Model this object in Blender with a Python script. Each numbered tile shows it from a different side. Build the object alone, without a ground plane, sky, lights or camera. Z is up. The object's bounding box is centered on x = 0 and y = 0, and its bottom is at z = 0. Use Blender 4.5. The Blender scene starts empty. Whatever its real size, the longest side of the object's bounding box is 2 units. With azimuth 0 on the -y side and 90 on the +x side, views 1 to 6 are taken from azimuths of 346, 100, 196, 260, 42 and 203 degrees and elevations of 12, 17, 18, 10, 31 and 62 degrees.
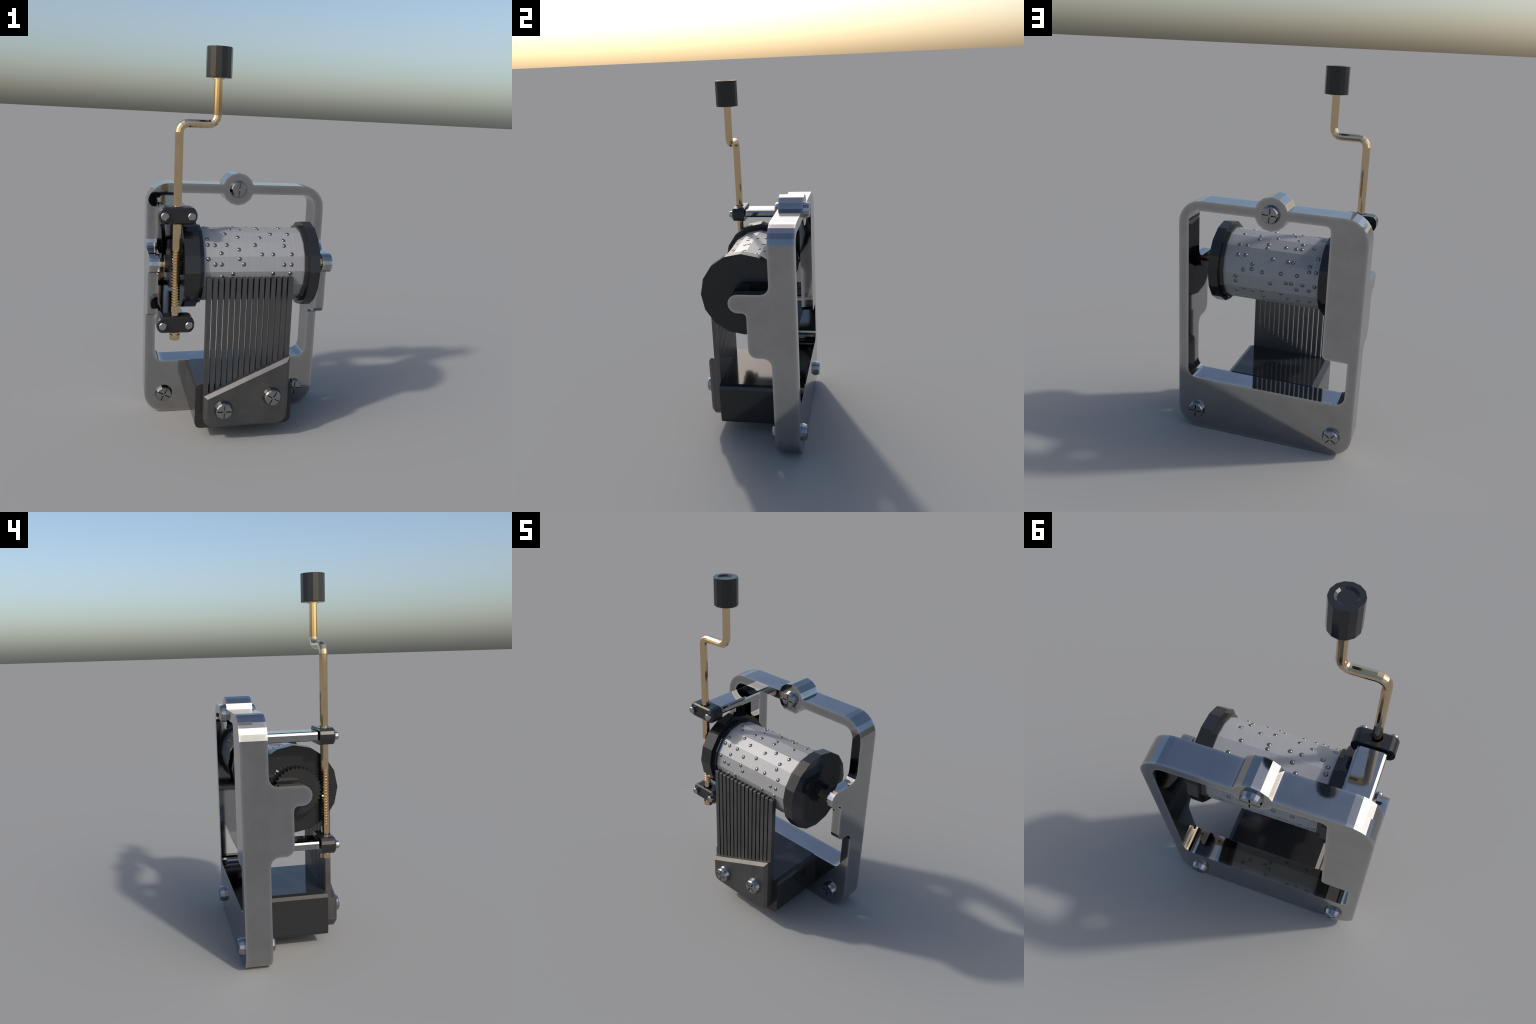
"""Hand-cranked music box movement: cast frame, pinned drum, steel comb, brass crank with worm."""
import bpy, bmesh, math, random
from mathutils import Vector, Matrix

random.seed(7)
PI = math.pi

# ------------------------------------------------------------------ materials
def new_mat(name):
    m = bpy.data.materials.new(name)
    m.use_nodes = True
    nt = m.node_tree
    for n in list(nt.nodes):
        nt.nodes.remove(n)
    out = nt.nodes.new("ShaderNodeOutputMaterial")
    b = nt.nodes.new("ShaderNodeBsdfPrincipled")
    nt.links.new(b.outputs[0], out.inputs[0])
    return m, nt, b

def node(nt, kind, **kw):
    n = nt.nodes.new(kind)
    for k, v in kw.items():
        setattr(n, k, v)
    return n

def noise(nt, co, scale, detail=4.0, rough=0.6, stretch=None):
    src = co
    if stretch:
        mp = node(nt, "ShaderNodeMapping")
        mp.inputs["Scale"].default_value = stretch
        nt.links.new(co, mp.inputs["Vector"])
        src = mp.outputs[0]
    n = node(nt, "ShaderNodeTexNoise")
    n.inputs["Scale"].default_value = scale
    n.inputs["Detail"].default_value = detail
    n.inputs["Roughness"].default_value = rough
    nt.links.new(src, n.inputs["Vector"])
    return n.outputs["Fac"]

def remap(nt, val, a, b, c, d):
    n = node(nt, "ShaderNodeMapRange")
    n.inputs[1].default_value = a
    n.inputs[2].default_value = b
    n.inputs[3].default_value = c
    n.inputs[4].default_value = d
    nt.links.new(val, n.inputs[0])
    return n.outputs[0]

def math_(nt, op, a, b):
    n = node(nt, "ShaderNodeMath", operation=op)
    for i, v in enumerate((a, b)):
        if hasattr(v, "links"):
            nt.links.new(v, n.inputs[i])
        else:
            n.inputs[i].default_value = v
    return n.outputs[0]

def mixcol(nt, fac, a, b):
    n = node(nt, "ShaderNodeMix", data_type="RGBA")
    if hasattr(fac, "links"):
        nt.links.new(fac, n.inputs[0])
    else:
        n.inputs[0].default_value = fac
    for s, v in ((n.inputs[6], a), (n.inputs[7], b)):
        if hasattr(v, "links"):
            nt.links.new(v, s)
        else:
            s.default_value = (*v, 1.0)
    return n.outputs[2]

def objco(nt):
    return node(nt, "ShaderNodeTexCoord").outputs["Object"]

def edge_wear(nt, radius, lo, hi):
    """0 on open faces, 1 where the handled edges have been rubbed bright."""
    bv = node(nt, "ShaderNodeBevel", samples=8)
    bv.inputs["Radius"].default_value = radius
    ge = node(nt, "ShaderNodeNewGeometry")
    d = node(nt, "ShaderNodeVectorMath", operation="DOT_PRODUCT")
    nt.links.new(bv.outputs[0], d.inputs[0])
    nt.links.new(ge.outputs["True Normal"], d.inputs[1])
    inv = math_(nt, "SUBTRACT", 1.0, d.outputs["Value"])
    return remap(nt, inv, lo, hi, 0.0, 1.0)

def bump(nt, b, h, strength, dist=0.01):
    n = node(nt, "ShaderNodeBump")
    n.inputs["Strength"].default_value = strength
    n.inputs["Distance"].default_value = dist
    nt.links.new(h, n.inputs["Height"])
    nt.links.new(n.outputs[0], b.inputs["Normal"])

def mat_frame():
    m, nt, b = new_mat("cast_zinc")
    co = objco(nt)
    big = noise(nt, co, 7.0, 5.0)
    fine = noise(nt, co, 160.0, 2.0)
    col = mixcol(nt, remap(nt, big, 0.3, 0.7, 0.0, 1.0), (0.335, 0.335, 0.338), (0.40, 0.40, 0.40))
    col = mixcol(nt, math_(nt, "MULTIPLY", edge_wear(nt, 0.034, 0.0, 0.25), 0.85), col, (0.58, 0.58, 0.58))
    col = mixcol(nt, remap(nt, fine, 0.35, 0.65, 0.0, 0.10), col, (0.56, 0.56, 0.55))
    nt.links.new(col, b.inputs["Base Color"])
    b.inputs["Metallic"].default_value = 1.0
    r = math_(nt, "ADD", remap(nt, big, 0.3, 0.7, 0.035, 0.055), remap(nt, fine, 0.3, 0.7, 0.0, 0.03))
    nt.links.new(r, b.inputs["Roughness"])
    return m

def mat_plain_metal(name, col, col2, rough, scale=30.0):
    m, nt, b = new_mat(name)
    co = objco(nt)
    f = noise(nt, co, scale, 4.0)
    c = mixcol(nt, remap(nt, f, 0.3, 0.7, 0.0, 1.0), col, col2)
    nt.links.new(c, b.inputs["Base Color"])
    b.inputs["Metallic"].default_value = 1.0
    nt.links.new(remap(nt, f, 0.3, 0.7, rough * 0.85, rough * 1.2), b.inputs["Roughness"])
    return m

def mat_comb():
    m, nt, b = new_mat("dark_comb_steel")
    co = objco(nt)
    big = noise(nt, co, 11.0, 6.0)
    fine = noise(nt, co, 140.0, 3.0)
    sc = noise(nt, co, 16.0, 2.0, 0.5, (1.0, 1.0, 14.0))
    col = mixcol(nt, remap(nt, big, 0.3, 0.7, 0.0, 1.0), (0.122, 0.120, 0.119), (0.155, 0.152, 0.150))
    col = mixcol(nt, remap(nt, fine, 0.45, 0.75, 0.0, 0.25), col, (0.21, 0.205, 0.20))
    scr = node(nt, "ShaderNodeTexVoronoi", feature="DISTANCE_TO_EDGE")
    scr.inputs["Scale"].default_value = 9.0
    wob = node(nt, "ShaderNodeMapping")
    wob.inputs["Scale"].default_value = (1.0, 1.0, 2.3)
    wob.inputs["Rotation"].default_value = (0.0, 0.6, 0.0)
    nt.links.new(co, wob.inputs["Vector"])
    nt.links.new(wob.outputs[0], scr.inputs["Vector"])
    line = math_(nt, "MULTIPLY", remap(nt, scr.outputs["Distance"], 0.0, 0.012, 1.0, 0.0), remap(nt, sc, 0.52, 0.7, 0.0, 0.35))
    col = mixcol(nt, line, col, (0.33, 0.32, 0.31))
    col = mixcol(nt, math_(nt, "MULTIPLY", edge_wear(nt, 0.004, 0.03, 0.25), 0.35), col, (0.34, 0.33, 0.32))
    nt.links.new(col, b.inputs["Base Color"])
    b.inputs["Metallic"].default_value = 1.0
    nt.links.new(remap(nt, big, 0.3, 0.7, 0.40, 0.48), b.inputs["Roughness"])
    return m

def mat_black(name, col, rough, spec=0.5):
    m, nt, b = new_mat(name)
    co = objco(nt)
    f = noise(nt, co, 18.0, 4.0)
    c = mixcol(nt, remap(nt, f, 0.3, 0.7, 0.0, 1.0), col, tuple(v * 1.1 for v in col))
    nt.links.new(c, b.inputs["Base Color"])
    b.inputs["Specular IOR Level"].default_value = spec
    nt.links.new(remap(nt, f, 0.3, 0.7, rough * 0.95, rough * 1.05), b.inputs["Roughness"])
    return m

def mat_drum():
    m, nt, b = new_mat("brushed_drum_steel")
    co = objco(nt)
    # rings left by turning: fine lines round the axis (x)
    a = noise(nt, co, 1.0, 3.0, 0.6, (420.0, 9.0, 9.0))
    c = noise(nt, co, 1.0, 2.0, 0.6, (150.0, 4.0, 4.0))
    mix = math_(nt, "ADD", math_(nt, "MULTIPLY", a, 0.6), math_(nt, "MULTIPLY", c, 0.4))
    col = mixcol(nt, remap(nt, mix, 0.35, 0.65, 0.0, 1.0), (0.31, 0.31, 0.313), (0.355, 0.355, 0.358))
    nt.links.new(col, b.inputs["Base Color"])
    b.inputs["Metallic"].default_value = 0.35
    nt.links.new(remap(nt, mix, 0.35, 0.65, 0.50, 0.60), b.inputs["Roughness"])
    return m

FRAME = mat_frame()
SCREW = mat_plain_metal("bright_screw_steel", (0.31, 0.313, 0.316), (0.37, 0.37, 0.374), 0.08)
RIVET = mat_plain_metal("rivet_steel", (0.38, 0.38, 0.385), (0.44, 0.44, 0.44), 0.12)
PINM = mat_plain_metal("pin_steel", (0.23, 0.233, 0.236), (0.29, 0.29, 0.294), 0.36, 60.0)
BRASS = mat_plain_metal("brass", (0.69, 0.52, 0.31), (0.75, 0.56, 0.34), 0.09)
COMB = mat_comb()
BLACK = mat_black("black_gloss_plastic", (0.015, 0.015, 0.016), 0.115)
BLOCKM = mat_black("black_painted_block", (0.018, 0.018, 0.019), 0.09)
GEARM = mat_black("dark_gear_plastic", (0.016, 0.016, 0.016), 0.15)
DRUM = mat_drum()

# ------------------------------------------------------------------ mesh helpers
def finish(bm, name, mat, smooth=False):
    bmesh.ops.recalc_face_normals(bm, faces=bm.faces[:])
    me = bpy.data.meshes.new(name)
    bm.to_mesh(me)
    bm.free()
    for p in me.polygons:
        p.use_smooth = smooth
    me.materials.append(mat)
    return me

def add(name, me, parent=None, loc=(0, 0, 0), rot=(0, 0, 0)):
    o = bpy.data.objects.new(name, me)
    bpy.context.scene.collection.objects.link(o)
    o.location = loc
    o.rotation_euler = rot
    o.parent = parent
    return o

def arc(cx, cz, r, a0, a1, n):
    return [(cx + r * math.cos(math.radians(a0 + (a1 - a0) * i / n)),
             cz + r * math.sin(math.radians(a0 + (a1 - a0) * i / n))) for i in range(n + 1)]

def prism(outer, place, t0, t1, holes=()):
    """Extrude a 2D outline (with holes) from t0 to t1; place(u, v, t) -> xyz."""
    bm = bmesh.new()
    if not holes:
        f = bm.faces.new([bm.verts.new(place(u, v, t0)) for u, v in outer])
        faces = [f]
    else:
        edges = []
        for loop in (outer, *holes):
            vs = [bm.verts.new(place(u, v, t0)) for u, v in loop]
            edges += [bm.edges.new((vs[i], vs[(i + 1) % len(vs)])) for i in range(len(vs))]
        faces = [g for g in bmesh.ops.triangle_fill(bm, edges=edges, use_beauty=True)["geom"]
                 if isinstance(g, bmesh.types.BMFace)]
    ext = bmesh.ops.extrude_face_region(bm, geom=faces)["geom"]
    d = Vector(place(0, 0, t1)) - Vector(place(0, 0, t0))
    bmesh.ops.translate(bm, verts=[g for g in ext if isinstance(g, bmesh.types.BMVert)], vec=d)
    return bm

XZ = lambda u, v, t: (u, t, v)      # outline in the frame's plane
YZ = lambda u, v, t: (t, u, v)      # outline in a side view
XY = lambda u, v, t: (u, v, t)

def box(x0, x1, y0, y1, z0, z1):
    return prism([(x0, z0), (x1, z0), (x1, z1), (x0, z1)], XZ, y0, y1)

def bevel_edges(bm, test, width, segs):
    es = [e for e in bm.edges if test(e)]
    bmesh.ops.bevel(bm, geom=es, offset=width, segments=segs, profile=0.5, affect="EDGES", clamp_overlap=True)

def along(e, axis, tol=1e-5):
    d = e.verts[1].co - e.verts[0].co
    return all(abs(d[i]) < tol for i in range(3) if i != axis)

def lathe(profile, n, axis="x", phase=0.0, closed=True):
    """Turn (t, r) pairs about an axis, n flat facets; r = 0 closes the end."""
    bm = bmesh.new()
    rings = []
    for t, r in profile:
        if r <= 1e-9:
            co = (t, 0, 0) if axis == "x" else (0, t, 0) if axis == "y" else (0, 0, t)
            rings.append([bm.verts.new(co)])
            continue
        ring = []
        for i in range(n):
            a = 2 * PI * (i + phase) / n
            c, s = r * math.cos(a), r * math.sin(a)
            ring.append(bm.verts.new((t, c, s) if axis == "x" else (c, t, s) if axis == "y" else (c, s, t)))
        rings.append(ring)
    for a, b in zip(rings, rings[1:]):
        for i in range(n):
            j = (i + 1) % n
            if len(a) == 1:
                bm.faces.new((a[0], b[i], b[j]))
            elif len(b) == 1:
                bm.faces.new((a[i], a[j], b[0]))
            else:
                bm.faces.new((a[i], a[j], b[j], b[i]))
    for ring in (rings[0], rings[-1]):
        if len(ring) > 1 and closed:
            bm.faces.new(ring)
    return bm

def boolean(base, others, op):
    """Combine meshes exactly and return one clean mesh; inputs are discarded."""
    sc = bpy.context.scene.collection
    objs = []
    for i, me in enumerate((base, *others)):
        o = bpy.data.objects.new("tmp", me)
        sc.objects.link(o)
        objs.append(o)
    for o in objs[1:]:
        md = objs[0].modifiers.new("b", "BOOLEAN")
        md.operation = op
        md.solver = "EXACT"
        md.object = o
    dg = bpy.context.evaluated_depsgraph_get()
    dg.update()
    me = bpy.data.meshes.new_from_object(objs[0].evaluated_get(dg))
    for o in objs:
        bpy.data.objects.remove(o)
    bm = bmesh.new()
    bm.from_mesh(me)
    bmesh.ops.remove_doubles(bm, verts=bm.verts[:], dist=1e-5)
    bmesh.ops.dissolve_limit(bm, angle_limit=math.radians(0.5), verts=bm.verts[:], edges=bm.edges[:])
    bm.to_mesh(me)
    bm.free()
    for p in me.polygons:
        p.use_smooth = False
    return me

# ------------------------------------------------------------------ root
root = bpy.data.objects.new("music_box_movement", None)
bpy.context.scene.collection.objects.link(root)
root["label"] = "hand-cranked music box movement with steel frame, pinned drum and brass crank"
root["category"] = "music box"

# ------------------------------------------------------------------ frame
FY0, FY1, FMID = 0.1412, 0.2798, 0.2083       # front, back, face of the half-thick panel
TOP = 1.3165

def rounded(x0, x1, z0, z1, rb, rt, n):
    return (arc(x1 - rb, z0 + rb, rb, -90, 0, n) + arc(x1 - rt, z1 - rt, rt, 0, 90, n)
            + arc(x0 + rt, z1 - rt, rt, 90, 180, n) + arc(x0 + rb, z0 + rb, rb, 180, 270, n))

BOSS_Z, BOSS_R = 1.2905, 0.0892
opening_top, opening_bottom = 1.2645, 0.3075

def with_boss(loop, level, upper):
    """Put the boss's fourteen-sided bulge into the horizontal run of a loop at z = level."""
    n = 14
    ring = [(BOSS_R * math.sin(2 * PI * k / n), BOSS_Z + BOSS_R * math.cos(2 * PI * k / n)) for k in range(n)]
    beyond = (lambda z: z > level) if upper else (lambda z: z < level)
    mid = sorted([p for p in ring if beyond(p[1])], key=lambda p: -p[0])
    right = mid[0]
    low = min((p for p in ring if not beyond(p[1]) and p[0] > 0), key=lambda p: abs(p[1] - right[1]))
    t = (level - low[1]) / (right[1] - low[1])
    dx = low[0] + t * (right[0] - low[0])
    mid = [(dx, level)] + mid + [(-dx, level)]
    k = next(i for i in range(len(loop)) if abs(loop[i][1] - level) < 1e-4 and loop[i][0] > 0
             and abs(loop[(i + 1) % len(loop)][1] - level) < 1e-4 and loop[(i + 1) % len(loop)][0] < 0)
    return loop[:k + 1] + mid + loop[k + 1:]

outer = with_boss(rounded(-0.4977, 0.4977, 0.0, TOP, 0.117, 0.123, 6), TOP, True)
inner = with_boss(rounded(-0.443, 0.443, opening_bottom, opening_top, 0.050, 0.062, 6), opening_top, False)
ring = finish(prism(outer, XZ, FY0, FY1, holes=[inner]), "frame", FRAME)

# half-thick panel behind the gear side, flush with the back
px, pz, pr = -0.3065, 0.5550, 0.027
panel_outline = [(-0.47, pz)] + arc(px - pr, pz + pr, pr, -90, 0, 4) + \
    list(reversed(arc(px + pr, opening_top - pr, pr, 90, 180, 4))) + [(px + pr, 1.285), (-0.47, 1.285)]
panel = finish(prism(panel_outline, XZ, FMID, FY1), "panel", FRAME)

# side arms that carry the drum's axle
AY, AZ = -0.0235, 0.9135                       # drum axis
nose = 0.0510
arm_outline = (
    [(0.20, 1.012)] + [(FY0, 1.012)]
    + list(reversed(arc(FY0 - 0.046, AZ + nose + 0.046, 0.046, -90, 0, 4)))[1:]
    + arc(AY - 0.001, AZ, nose, 90, 270, 8)
    + list(reversed(arc(-0.006, AZ - nose - 0.025, 0.025, 0, 90, 4)))
    + arc(0.019 + 0.046, 0.608 + 0.046, 0.046, 180, 270, 4)
    + list(reversed(arc(FY0 - 0.046, 0.608 - 0.046, 0.046, 0, 90, 4)))
    + [(0.20, 0.562)])
arms = [finish(prism(arm_outline, YZ, a, b), "arm", FRAME) for a, b in ((-0.4977, -0.443), (0.443, 0.4977))]
frame_me = boolean(ring, [panel, *arms], "UNION")
frame_me.name = "frame"
frame = add("frame", frame_me, root)

# two square rails reaching forward from the panel to the crank bearings
def rail(z0, z1):
    bm = box(-0.4375, -0.3050, -0.1235, FMID + 0.002, z0, z1)
    bevel_edges(bm, lambda e: along(e, 1), 0.0145, 2)
    return finish(bm, "bearing_rail", FRAME)
for z0, z1 in ((1.1690, 1.2175), (0.6115, 0.6590)):
    add("bearing_rail", rail(z0, z1), frame)

# ------------------------------------------------------------------ screws
def screw_mesh():
    R, h = 0.0508, 0.0270
    head = finish(lathe([(0.004, R), (-0.0205, 0.0438), (-h, 0.0390)], 16, "y"), "screw", SCREW)
    slots = []
    for k in range(4):
        bm = bmesh.new()
        bmesh.ops.create_cube(bm, size=1.0)
        bmesh.ops.scale(bm, vec=(0.031, 0.042, 0.0056), verts=bm.verts)
        bmesh.ops.translate(bm, vec=(0.0215, -h, 0), verts=bm.verts)
        bmesh.ops.rotate(bm, cent=(0, 0, 0), matrix=Matrix.Rotation(k * PI / 2, 3, "Y"), verts=bm.verts)
        slots.append(finish(bm, "slot", SCREW))
    return boolean(head, slots, "DIFFERENCE")
SCREW_ME = screw_mesh()

def screw(x, y, z, turn, parent, back=False):
    m = Matrix.Rotation(math.radians(turn), 4, "Y")
    if back:
        m = Matrix.Rotation(PI, 4, "Z") @ m
    o = add("screw", SCREW_ME, parent, (x, y, z))
    o.rotation_euler = m.to_euler()
for x, z, tf, tb in ((0.0, 1.2905, 4, 4), (-0.3880, 0.1125, 28, 38), (0.3880, 0.1125, 3, 2)):
    screw(x, FY0, z, tf, frame)
    screw(x, FY1, z, tb, frame, True)

# ------------------------------------------------------------------ mounting block under the comb
bm = prism(rounded(-0.262, 0.262, 0.0635, 0.3110, 0.029, 0.027, 2), XZ, -0.2165, FY0 + 0.002)
add("mounting_block", finish(bm, "mounting_block", BLOCKM), root)

# ------------------------------------------------------------------ comb
CX0, CX1 = -0.2248, 0.2262
CF, CB = -0.2435, -0.2145                       # front and back of the sheet
TINES, PITCH, GAP = 15, 0.03013, 0.0085         # saw cuts are evenly spaced, the outer tines a little wider
gaps = [-0.1962 + PITCH * i for i in range(TINES - 1)]
slope = 0.4450
gap_z = lambda x: 0.2760 + slope * (x + 0.1955)  # where the saw cuts end
comb_top = 0.8865

PB, CR = 0.0890, 0.050                          # foot of the comb: level and corner radius
foot = arc(CX0 + CR, PB + CR, CR, 180, 270, 3) + arc(CX1 - CR, PB + CR, CR, 270, 360, 3)
bm = prism(foot + [(CX1, gap_z(CX1)), (CX0, gap_z(CX0))], XZ, CF, CB)
comb = add("comb", finish(bm, "comb", COMB), root)
for i in range(TINES):
    x0 = CX0 if i == 0 else gaps[i - 1] + GAP / 2
    x1 = CX1 if i == TINES - 1 else gaps[i] - GAP / 2
    bm = prism([(x0, gap_z(x0) - 0.0005), (x1, gap_z(x1) - 0.0005), (x1, comb_top), (x0, comb_top)], XZ, CF, CB)
    bevel_edges(bm, lambda e: min(v.co.z for v in e.verts) > comb_top - 1e-4, 0.0035, 2)
    add("tine", finish(bm, "tine", COMB), comb)

# clamp plate: slanted top, rounded lower corners, bevelled front rim
PF = -0.2815
pl_top = lambda x: 0.2636 + 0.4500 * (x + 0.2250)
PX0, PX1 = -0.2250, 0.2256
plate_outline = (arc(PX0 + CR, PB + CR, CR, 180, 270, 3) + arc(PX1 - CR, PB + CR, CR, 270, 360, 3)
                 + [(PX1, pl_top(PX1)), (PX0, pl_top(PX0))])
def chamfered_plate(outline, y0, y1, inset, depth):
    """Plate from y0 forward to y1 whose front rim is chamfered: inset in the plane, depth in y."""
    n = len(outline)
    pts = [Vector(p) for p in outline]
    front = []
    for i in range(n):
        a, p, c = pts[i - 1], pts[i], pts[(i + 1) % n]
        na = Vector((-(p - a).y, (p - a).x)).normalized()
        nc = Vector((-(c - p).y, (c - p).x)).normalized()
        m = (na + nc).normalized()
        front.append(p + m * (inset / max(0.3, m.dot(na))))
    bm = bmesh.new()
    loops = [[bm.verts.new((p.x, y, p.y)) for p in loop]
             for loop, y in ((pts, y0), (pts, y1 + depth), (front, y1))]
    for a, b in zip(loops, loops[1:]):
        for i in range(n):
            j = (i + 1) % n
            bm.faces.new((a[i], a[j], b[j], b[i]))
    bm.faces.new(loops[0])
    bm.faces.new(loops[-1])
    return bm
bm = chamfered_plate(plate_outline, CF - 0.0002, PF, 0.0176, 0.0168)
add("clamp_plate", finish(bm, "clamp_plate", COMB), comb)
screw(-0.1230, PF - 0.0035, 0.1930, 2, comb)
screw(0.1325, PF - 0.0035, 0.2535, 30, comb)

# ------------------------------------------------------------------ drum
DR = 0.1955
drum = add("pin_drum", finish(lathe([(-0.245, 0.1), (-0.245, DR), (0.300, DR), (0.300, 0.1)], 16, "x"), "pin_drum", DRUM),
           root, (0, AY, AZ))
RIM = 0.2285
cap_r = lathe([(0.290, DR - 0.02), (0.290, 0.2075), (0.3125, 0.2085), (0.3125, RIM), (0.3660, RIM), (0.3660, 0.02)], 16, "x")
add("end_cap", finish(cap_r, "end_cap", BLACK), drum)
cap_l = lathe([(-0.238, DR - 0.02), (-0.238, 0.2075), (-0.2605, 0.2085), (-0.2605, RIM), (-0.3375, RIM), (-0.3375, 0.02)], 16, "x")
add("end_cap", finish(cap_l, "end_cap", BLACK), drum)
hub_r = lathe([(0.365, 0.063), (0.377, 0.063), (0.377, 0.056), (0.404, 0.0545), (0.404, 0.02)], 16, "x")
add("hub", finish(hub_r, "hub", BLACK), drum)
hub_l = lathe([(-0.3365, 0.062), (-0.373, 0.062), (-0.373, 0.02)], 16, "x")
add("hub", finish(hub_l, "hub", BLACK), drum)

# worm wheel: pointed teeth, slightly helical
def worm_wheel():
    teeth, ro, ri = 36, 0.1265, 0.1130
    bm = bmesh.new()
    x0, x1, tw = -0.3955, -0.3725, math.radians(-4.0)
    loops = []
    for x, off in ((x0, 0.0), (x1, tw)):
        loop = []
        for i in range(teeth * 2):
            a = PI * i / teeth + off
            r = ro if i % 2 == 0 else ri
            loop.append(bm.verts.new((x, r * math.cos(a), r * math.sin(a))))
        loops.append(loop)
    n = teeth * 2
    for i in range(n):
        j = (i + 1) % n
        bm.faces.new((loops[0][i], loops[0][j], loops[1][j], loops[1][i]))
    for x, loop in ((x0, loops[0]), (x1, loops[1])):
        c = bm.verts.new((x, 0, 0))
        for i in range(n):
            bm.faces.new((c, loop[i], loop[(i + 1) % n]))
    return finish(bm, "worm_wheel", GEARM)
wheel = add("worm_wheel", worm_wheel(), drum)
hub_w = lathe([(-0.394, 0.0470), (-0.4165, 0.0470), (-0.4165, 0.015)], 16, "x")
add("hub", finish(hub_w, "hub", BLACK), drum)

# brass axle ends with a turned groove
for s in (-1, 1):
    prof = [(s * 0.36, 0.018), (s * 0.403, 0.018), (s * 0.403, 0.0275), (s * 0.4270, 0.0275), (s * 0.4285, 0.0215),
            (s * 0.4325, 0.0215), (s * 0.4340, 0.0275), (s * 0.446, 0.0275)]
    add("axle", finish(lathe(prof, 12, "x"), "axle", BRASS), drum)

# pins: (track position along the drum, angle about the axis in degrees, 90 = up, 180 = front)
PINS = [
    (0.178, 8), (0.07, 8), (-0.121, 10), (-0.033, 10), (0.13, 11), (0.128, 20), (-0.183, 20), (-0.22, 21),
    (-0.182, 27), (-0.064, 30), (-0.091, 30), (0.022, 31), (0.216, 31), (0.175, 32), (-0.219, 43), (0.178, 47),
    (0.221, 47), (0.065, 48), (-0.09, 54), (-0.034, 54), (-0.119, 54), (0.064, 56), (-0.182, 59), (0.125, 65),
    (-0.119, 66), (0.027, 69), (0.219, 73), (-0.09, 73), (0.125, 73), (-0.213, 84), (-0.061, 86), (0.062, 93),
    (-0.211, 94), (0.186, 94), (-0.033, 101), (-0.085, 101), (0.064, 101), (-0.179, 103), (0.124, 114),
    (-0.119, 114), (0.218, 116), (-0.054, 123), (0.062, 124), (-0.214, 127), (0.187, 130), (0.03, 137),
    (-0.118, 137), (-0.215, 138), (-0.179, 139), (0.185, 140), (-0.056, 146), (-0.148, 152), (0.063, 154),
    (0.122, 154), (0.221, 154), (-0.055, 158), (-0.215, 159), (-0.18, 169), (-0.033, 169), (-0.148, 169),
    (0.18, 170), (0.219, 170), (0.214, 180), (-0.088, 181), (0.122, 182), (-0.145, 188), (0.225, 312),
    (0.073, 320), (-0.123, 322), (-0.064, 324), (-0.188, 324), (0.222, 326), (0.13, 330), (0.177, 335),
    (-0.031, 336), (0.074, 337), (-0.122, 347), (0.219, 347), (-0.188, 348), (0.024, 351), (0.218, 356),
    (-0.064, 356), (-0.092, 357), (-0.218, 357), (-0.154, 358)]
# the run out of sight behind the comb and under the drum goes on in the same rhythm
tracks = sorted({round(-0.2155 + 0.0307 * i, 4) for i in range(15)})
a = 198.0
while a < 308.0:
    for t in random.sample(tracks, random.choice((1, 2, 2))):
        PINS.append((t, a))
    a += random.choice((5.0, 6.0, 9.0))
def pin_mesh(r=0.0111, h=0.0034, segs=16, rings=5):
    """Low rounded pin head standing on z = 0, shaded as a full round bead."""
    prof = [(h * math.sin(PI / 2 * i / rings), r * math.cos(PI / 2 * i / rings)) for i in range(rings)] + [(h, 0.0)]
    me = finish(lathe([(-0.002, r)] + prof, segs, "z", closed=False), "pin", PINM, smooth=True)
    nrm = [Vector((v.co.x / r, v.co.y / r, math.sqrt(max(0.06, 1 - (v.co.x ** 2 + v.co.y ** 2) / r ** 2)))).normalized()
           for v in me.vertices]
    me.normals_split_custom_set_from_vertices(nrm)
    return me
PIN_ME = pin_mesh()
for x, ang in PINS:
    # seated on a flat of the sixteen-sided drum
    th = math.radians(ang)
    sector = math.radians(22.5)
    mid = (math.floor(th / sector) + 0.5) * sector
    flat = DR * math.cos(sector / 2)
    along_flat = max(-0.026, min(0.026, flat * math.tan(th - mid)))
    y = flat * math.cos(mid) - along_flat * math.sin(mid)
    z = flat * math.sin(mid) + along_flat * math.cos(mid)
    add("pin", PIN_ME, drum, (x, y, z), (mid - PI / 2, 0, 0))

# ------------------------------------------------------------------ crank
KX, KY = -0.3720, -0.1735
RX = -0.1895
ROD = 0.0208
BAR_Z, BEND = 1.6392, 0.0435

rod_low = [Vector((KX, KY, 0.560)), Vector((KX, KY, 0.7275))]
rod_up = [Vector((KX, KY, 1.0165))]
for i in range(5):
    t = math.radians(90 * i / 4)
    rod_up.append(Vector((KX + BEND - BEND * math.cos(t), KY, BAR_Z - BEND + BEND * math.sin(t))))
for i in range(5):
    t = math.radians(90 * i / 4)
    rod_up.append(Vector((RX - BEND + BEND * math.sin(t), KY, BAR_Z + BEND - BEND * math.cos(t))))
rod_up.append(Vector((RX, KY, 1.862)))

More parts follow.
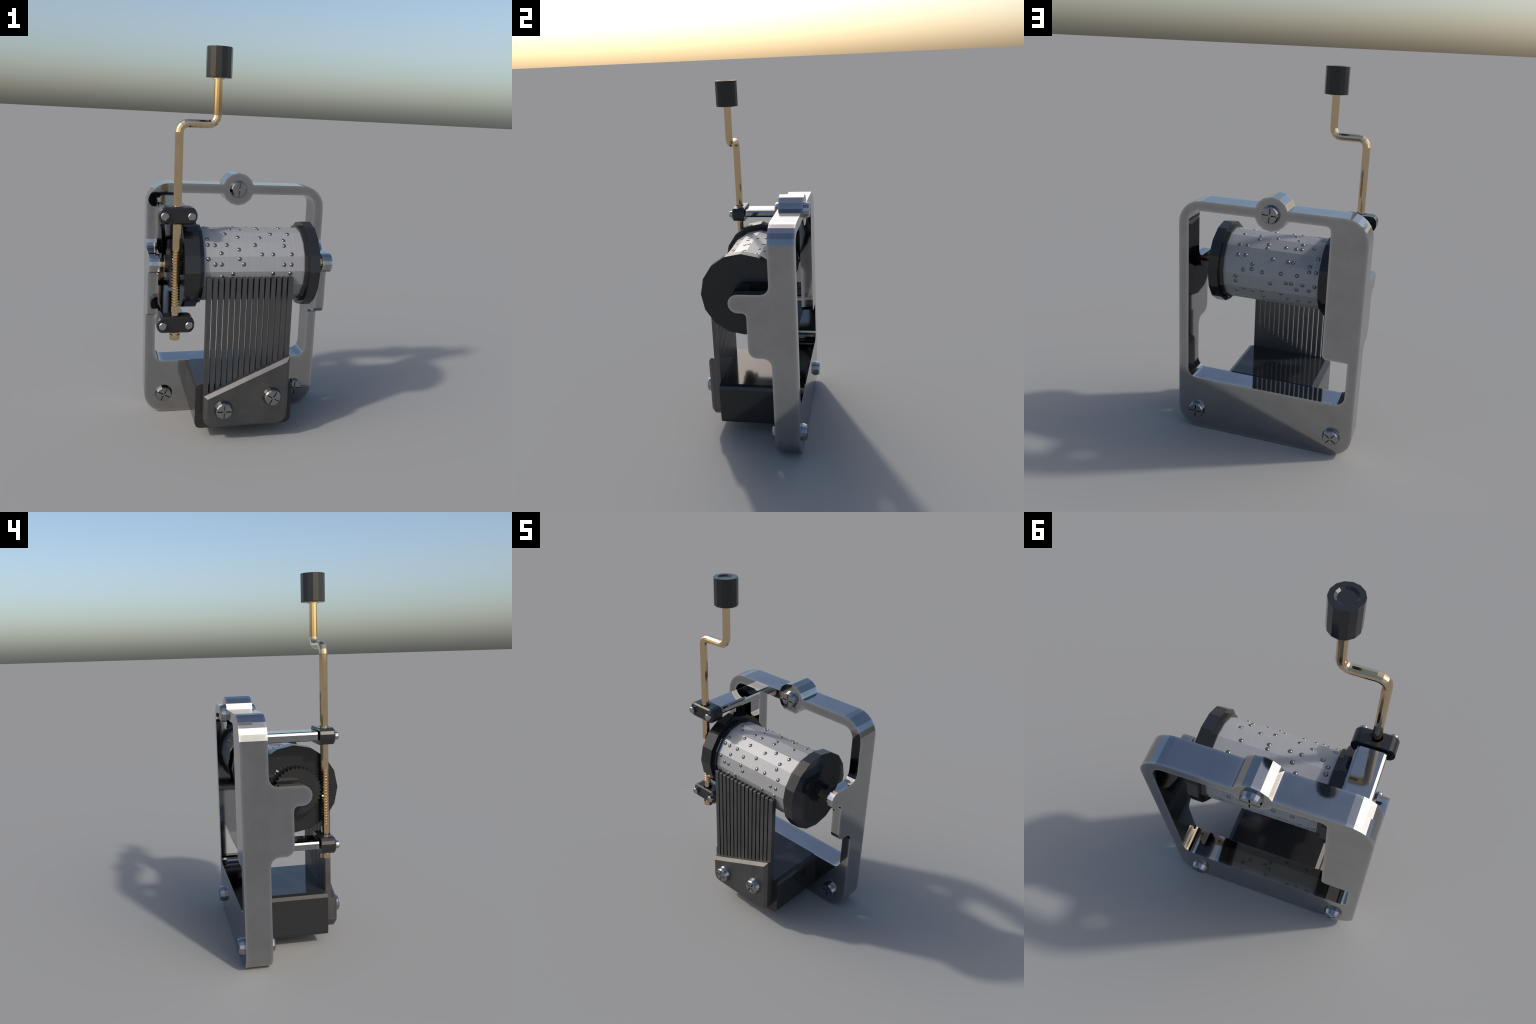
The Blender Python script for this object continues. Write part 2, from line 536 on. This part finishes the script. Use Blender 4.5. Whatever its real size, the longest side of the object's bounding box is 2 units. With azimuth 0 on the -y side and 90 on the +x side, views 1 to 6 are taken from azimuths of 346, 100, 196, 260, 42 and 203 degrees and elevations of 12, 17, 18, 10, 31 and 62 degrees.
def sweep(pts, r, n):
    """Twelve-sided bar along a path lying in the plane y = const."""
    bm = bmesh.new()
    rings = []
    for i, p in enumerate(pts):
        a = (pts[min(i + 1, len(pts) - 1)] - pts[max(i - 1, 0)]).normalized()
        side = Vector((0, 1, 0))
        other = side.cross(a).normalized()
        rings.append([bm.verts.new(p + r * (math.cos(2 * PI * k / n) * other + math.sin(2 * PI * k / n) * side))
                      for k in range(n)])
    for a, b in zip(rings, rings[1:]):
        for k in range(n):
            j = (k + 1) % n
            bm.faces.new((a[k], a[j], b[j], b[k]))
    bm.faces.new(rings[0])
    bm.faces.new(rings[-1])
    return bm

crank = add("crank", finish(sweep(rod_up, ROD, 12), "crank", BRASS), root)

def worm(z0, z1, turns, n=24, rows=8):
    """Threaded length: a flat-topped ridge with a narrow groove, wound round the faceted bar."""
    bm = bmesh.new()
    pitch = (z1 - z0) / turns
    prof = [1.0, 1.0, 1.0, 1.0, 1.0, 0.84, 0.74, 0.84]
    total = (turns + 2) * rows
    grid = []
    for k in range(total + 1):
        rowv = []
        for j in range(n):
            th = 2 * PI * j / n
            z = z0 - pitch + pitch * (k / rows + j / n)
            clipped = min(max(z, z0), z1)
            octo = math.cos(PI / 12) / math.cos((th % (PI / 6)) - PI / 12)
            f = prof[k % rows] if z0 < z < z1 else 1.0
            rowv.append(bm.verts.new((KX + ROD * 0.99 * f * octo * math.cos(th), KY + ROD * 0.99 * f * octo * math.sin(th), clipped)))
        grid.append(rowv)
    for k in range(total):
        for j in range(n):
            if j < n - 1:
                q = (grid[k][j], grid[k][j + 1], grid[k + 1][j + 1], grid[k + 1][j])
            else:
                if k + rows + 1 > total:
                    continue
                q = (grid[k][j], grid[k + rows][0], grid[k + rows + 1][0], grid[k + 1][j])
            bm.faces.new(q)
    bmesh.ops.remove_doubles(bm, verts=bm.verts[:], dist=1e-6)
    return finish(bm, "worm", BRASS)
add("worm", worm(0.7265, 1.0180, 20), crank)
add("worm_tail", finish(sweep(rod_low, ROD, 12), "worm_tail", BRASS), crank)
nut = lathe([(0.5495, 0.0), (0.5495, 0.0245), (0.5515, 0.0275), (0.5770, 0.0275), (0.5770, 0.018)], 12, "z")
add("end_nut", finish(nut, "end_nut", BRASS), crank, (KX, KY, 0))
ferrule = lathe([(1.8515, 0.018), (1.8515, 0.0280), (1.8600, 0.0280)], 12, "z")
add("ferrule", finish(ferrule, "ferrule", BRASS), crank, (RX, KY, 0))
knob = lathe([(1.8575, 0.0), (1.8575, 0.0615), (1.8600, 0.0630), (1.9985, 0.0630), (2.0, 0.0620), (2.0, 0.0420),
              (1.9935, 0.0325), (1.9935, 0.0)], 14, "z", 0.5)
add("knob", finish(knob, "knob", BLACK), crank, (RX, KY, 0))

# ------------------------------------------------------------------ crank bearings
def bearing(zc):
    h, r = 0.0425, 0.0310
    w = 0.0955
    corner = [(0.0, r), (0.20 * r, 0.50 * r), (0.53 * r, 0.13 * r), (r, 0.0)]      # in, down from the corner
    outline = ([(w - a, h - b) for a, b in corner] + [(a - w, h - b) for a, b in reversed(corner)]
               + [(a - w, b - h) for a, b in corner] + [(w - a, b - h) for a, b in reversed(corner)])
    bm = prism(outline, XZ, -0.1295, -0.2065)
    bevel_edges(bm, lambda e: all(v.co.y < -0.2064 for v in e.verts), 0.0078, 1)
    body = finish(bm, "bearing_block", BLACK)
    hole = finish(lathe([(-0.1, 0.0270), (0.1, 0.0270)], 12, "z"), "hole", BLACK)
    hole.transform(Matrix.Translation((0, KY, 0)))
    return boolean(body, [hole], "DIFFERENCE")
rivet_me = finish(lathe([(0.004, 0.0195), (-0.0158, 0.0197), (-0.0197, 0.0158)], 16, "y"), "rivet", RIVET)
for zc in (1.1925, 0.6345):
    b = add("bearing_block", bearing(zc), root, (KX, 0, zc))
    for s in (-1, 1):
        add("rivet", rivet_me, b, (s * 0.0660, -0.2065, 0))
